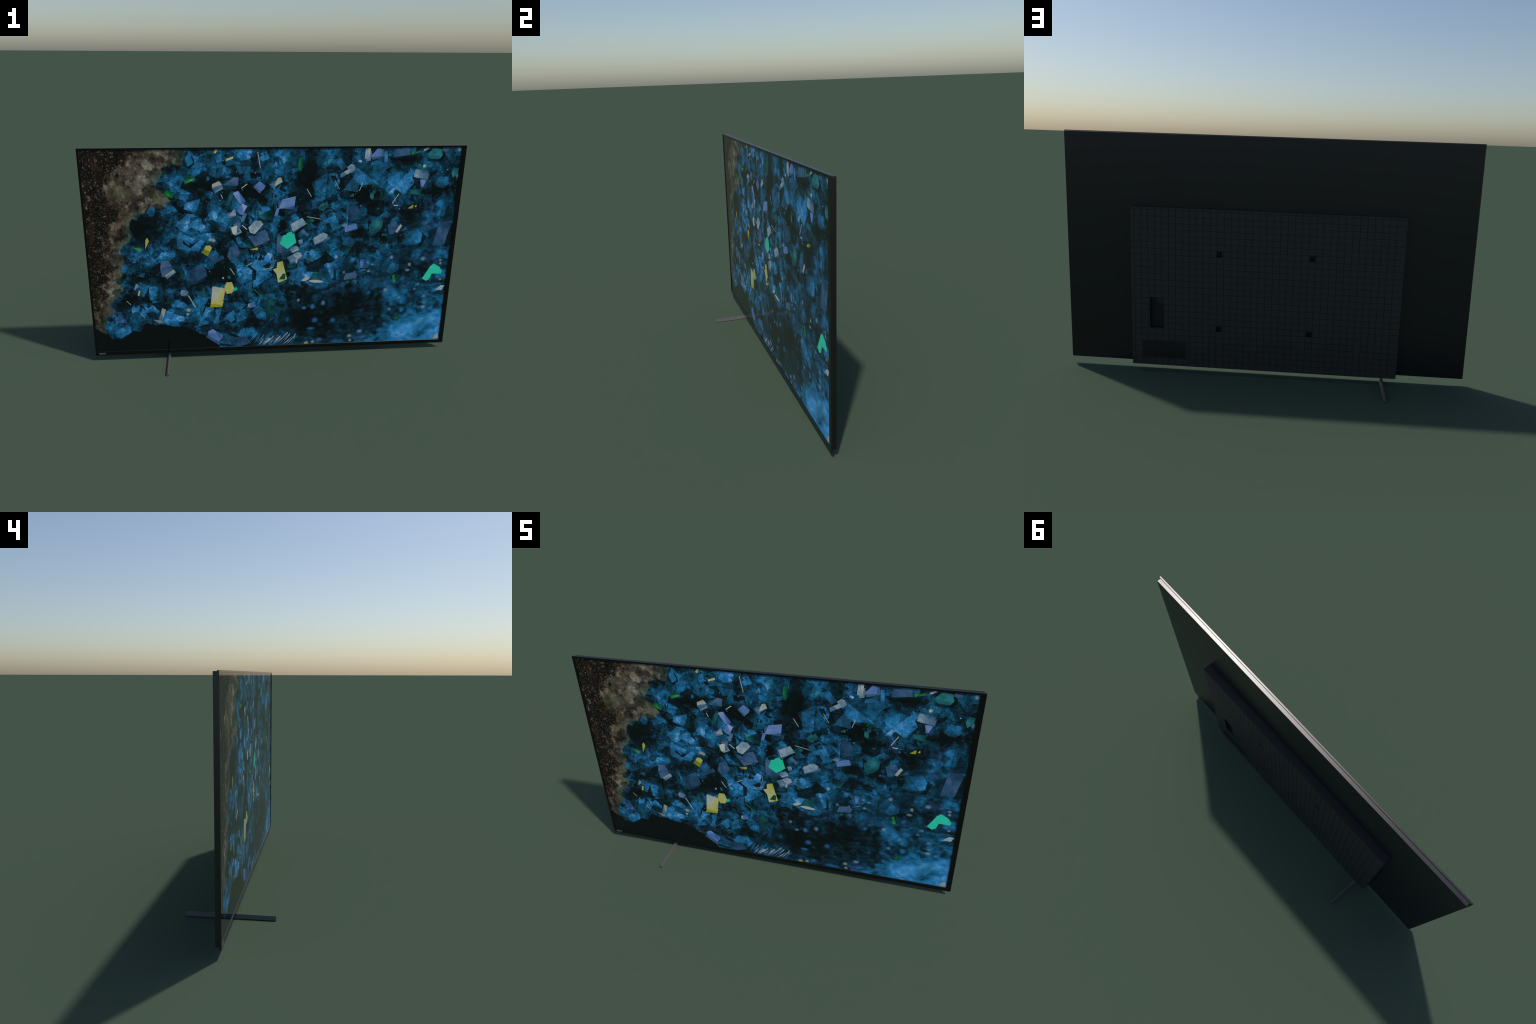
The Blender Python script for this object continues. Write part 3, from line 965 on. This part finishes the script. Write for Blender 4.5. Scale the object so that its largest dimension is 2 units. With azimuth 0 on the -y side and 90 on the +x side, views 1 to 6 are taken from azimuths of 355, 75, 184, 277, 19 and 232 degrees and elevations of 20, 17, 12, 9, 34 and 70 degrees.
# --- rear panel ----------------------------------------------------------------
r = 0.0045
loops = [
    rounded_loop(-SLAB_X, SLAB_X, SLAB_LOW, SLAB_TOP, r, -0.0255),
    rounded_loop(-SLAB_X, SLAB_X, SLAB_LOW, SLAB_TOP, r, SLAB_BACK - 0.0006),
    rounded_loop(-SLAB_X + 0.0006, SLAB_X - 0.0006, SLAB_LOW + 0.0006, SLAB_TOP - 0.0006, r - 0.0004, SLAB_BACK),
]
verts, faces = skin(loops)
m = len(loops[0])
slots = [0] * (2 * m)
faces.append(tuple(range(m)))
faces.append(tuple(range(2 * m, 3 * m)))
slots += [1, 1]
panel = make("back_panel", verts, faces, [rim, panel_mat], tv, slots)
tidy_normals(panel)

# --- rear electronics box with its grid of tiles ---------------------------------
HOLES = [(x - 0.0138, x + 0.0138, z - 0.0133, z + 0.0133) for x in (-0.2245, 0.2242) for z in (0.2416, 0.6206)]
PORT_BAY = (0.4997, 0.5690, 0.2326, 0.3895)
LOWER_BAY = (0.3898, 0.6040, 0.0762, 0.1628)

core = box("rear_box", (-BOX_X, SLAB_BACK - 0.004, BOX_LOW), (BOX_X, BOX_BACK - TILE_DEPTH, BOX_TOP), core_mat, tv)


def carve(target, rect, deep):
    a, b, c0, d = rect
    cutter = box("cutter", (a, BOX_BACK - deep, c0), (b, BOX_BACK + 0.02, d), core_mat, None)
    mod = target.modifiers.new("cut", "BOOLEAN")
    mod.operation, mod.object, mod.solver = "DIFFERENCE", cutter, "EXACT"
    bpy.context.view_layer.update()
    done = bpy.data.meshes.new_from_object(target.evaluated_get(bpy.context.evaluated_depsgraph_get()))
    target.modifiers.clear()
    target.data = done
    bpy.data.objects.remove(cutter)


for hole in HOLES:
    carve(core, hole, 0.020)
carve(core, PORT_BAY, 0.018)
carve(core, LOWER_BAY, 0.0032)
core.data.materials.clear()
core.data.materials.append(core_mat)
core.data.materials.append(groove_shade_mat)
core.data.materials.append(panel_mat)
core.data.materials.append(recess_shade_mat)
for face in core.data.polygons:                      # shade painted onto floors of grooves, holes and port bay
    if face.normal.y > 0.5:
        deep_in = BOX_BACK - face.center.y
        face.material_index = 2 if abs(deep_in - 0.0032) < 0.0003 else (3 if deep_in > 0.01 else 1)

xs = [BOX_X + GROOVE / 2] + [GRID_X0 + (GRID_X1 - GRID_X0) * i / GRID_COLUMNS for i in range(GRID_COLUMNS + 1)] + [-BOX_X - GROOVE / 2]
zs = [BOX_LOW - GROOVE / 2] + [GRID_Z0 + GRID_STEP_Z * i for i in range(GRID_ROWS + 1)] + [BOX_TOP + GROOVE / 2]
verts, faces = [], []
back, front, ease = BOX_BACK, BOX_BACK - TILE_DEPTH - 0.0003, 0.0004
for xb, xa in zip(xs, xs[1:]):
    for za, zb in zip(zs, zs[1:]):
        rects = [(xa + GROOVE / 2, xb - GROOVE / 2, za + GROOVE / 2, zb - GROOVE / 2)]
        for hole in HOLES + [PORT_BAY, LOWER_BAY]:
            rects = [piece for rect in rects for piece in cut_rect(rect, hole)]
        for a, b, c0, d in rects:
            k = len(verts)
            for y, e in ((front, 0.0), (back - ease, 0.0), (back, ease)):
                verts += [(a + e, y, c0 + e), (b - e, y, c0 + e), (b - e, y, d - e), (a + e, y, d - e)]
            for s in (0, 4):
                for i in range(4):
                    j = (i + 1) % 4
                    faces.append((k + s + i, k + s + 4 + i, k + s + 4 + j, k + s + j))
            faces.append((k + 8, k + 11, k + 10, k + 9))
tiles = make("grid_tiles", verts, faces, [tile_mat], core)
tiles["kind"] = "stuff"

box("port_block", (0.5000, BOX_BACK - 0.0165, 0.3560), (0.5345, BOX_BACK - 0.0110, 0.3890), core_mat, core, 0.0006)

# --- stand foot: a slim bar of triangular section ----------------------------------
h = FOOT_WIDTH / 2
sec = [(FOOT_X - h, 0.0), (FOOT_X + h, 0.0), (FOOT_X + h * 0.92, 0.0012), (FOOT_X + 0.0008, FOOT_HEIGHT), (FOOT_X - 0.0008, FOOT_HEIGHT), (FOOT_X - h * 0.92, 0.0012)]
verts = [(x, -FOOT_REACH, z) for x, z in sec] + [(x, FOOT_REACH, z) for x, z in sec]
m = len(sec)
faces = [tuple(range(m)), tuple(reversed(range(m, 2 * m)))] + [(i, i + m, (i + 1) % m + m, (i + 1) % m) for i in range(m)]
foot = make("stand_foot", verts, faces, [foot_mat], tv)
tidy_normals(foot)
post = box("foot_post", (FOOT_X - 0.0050, -0.0060, 0.0100), (FOOT_X + 0.0050, 0.0240, 0.0400), foot_mat, foot, 0.0008)
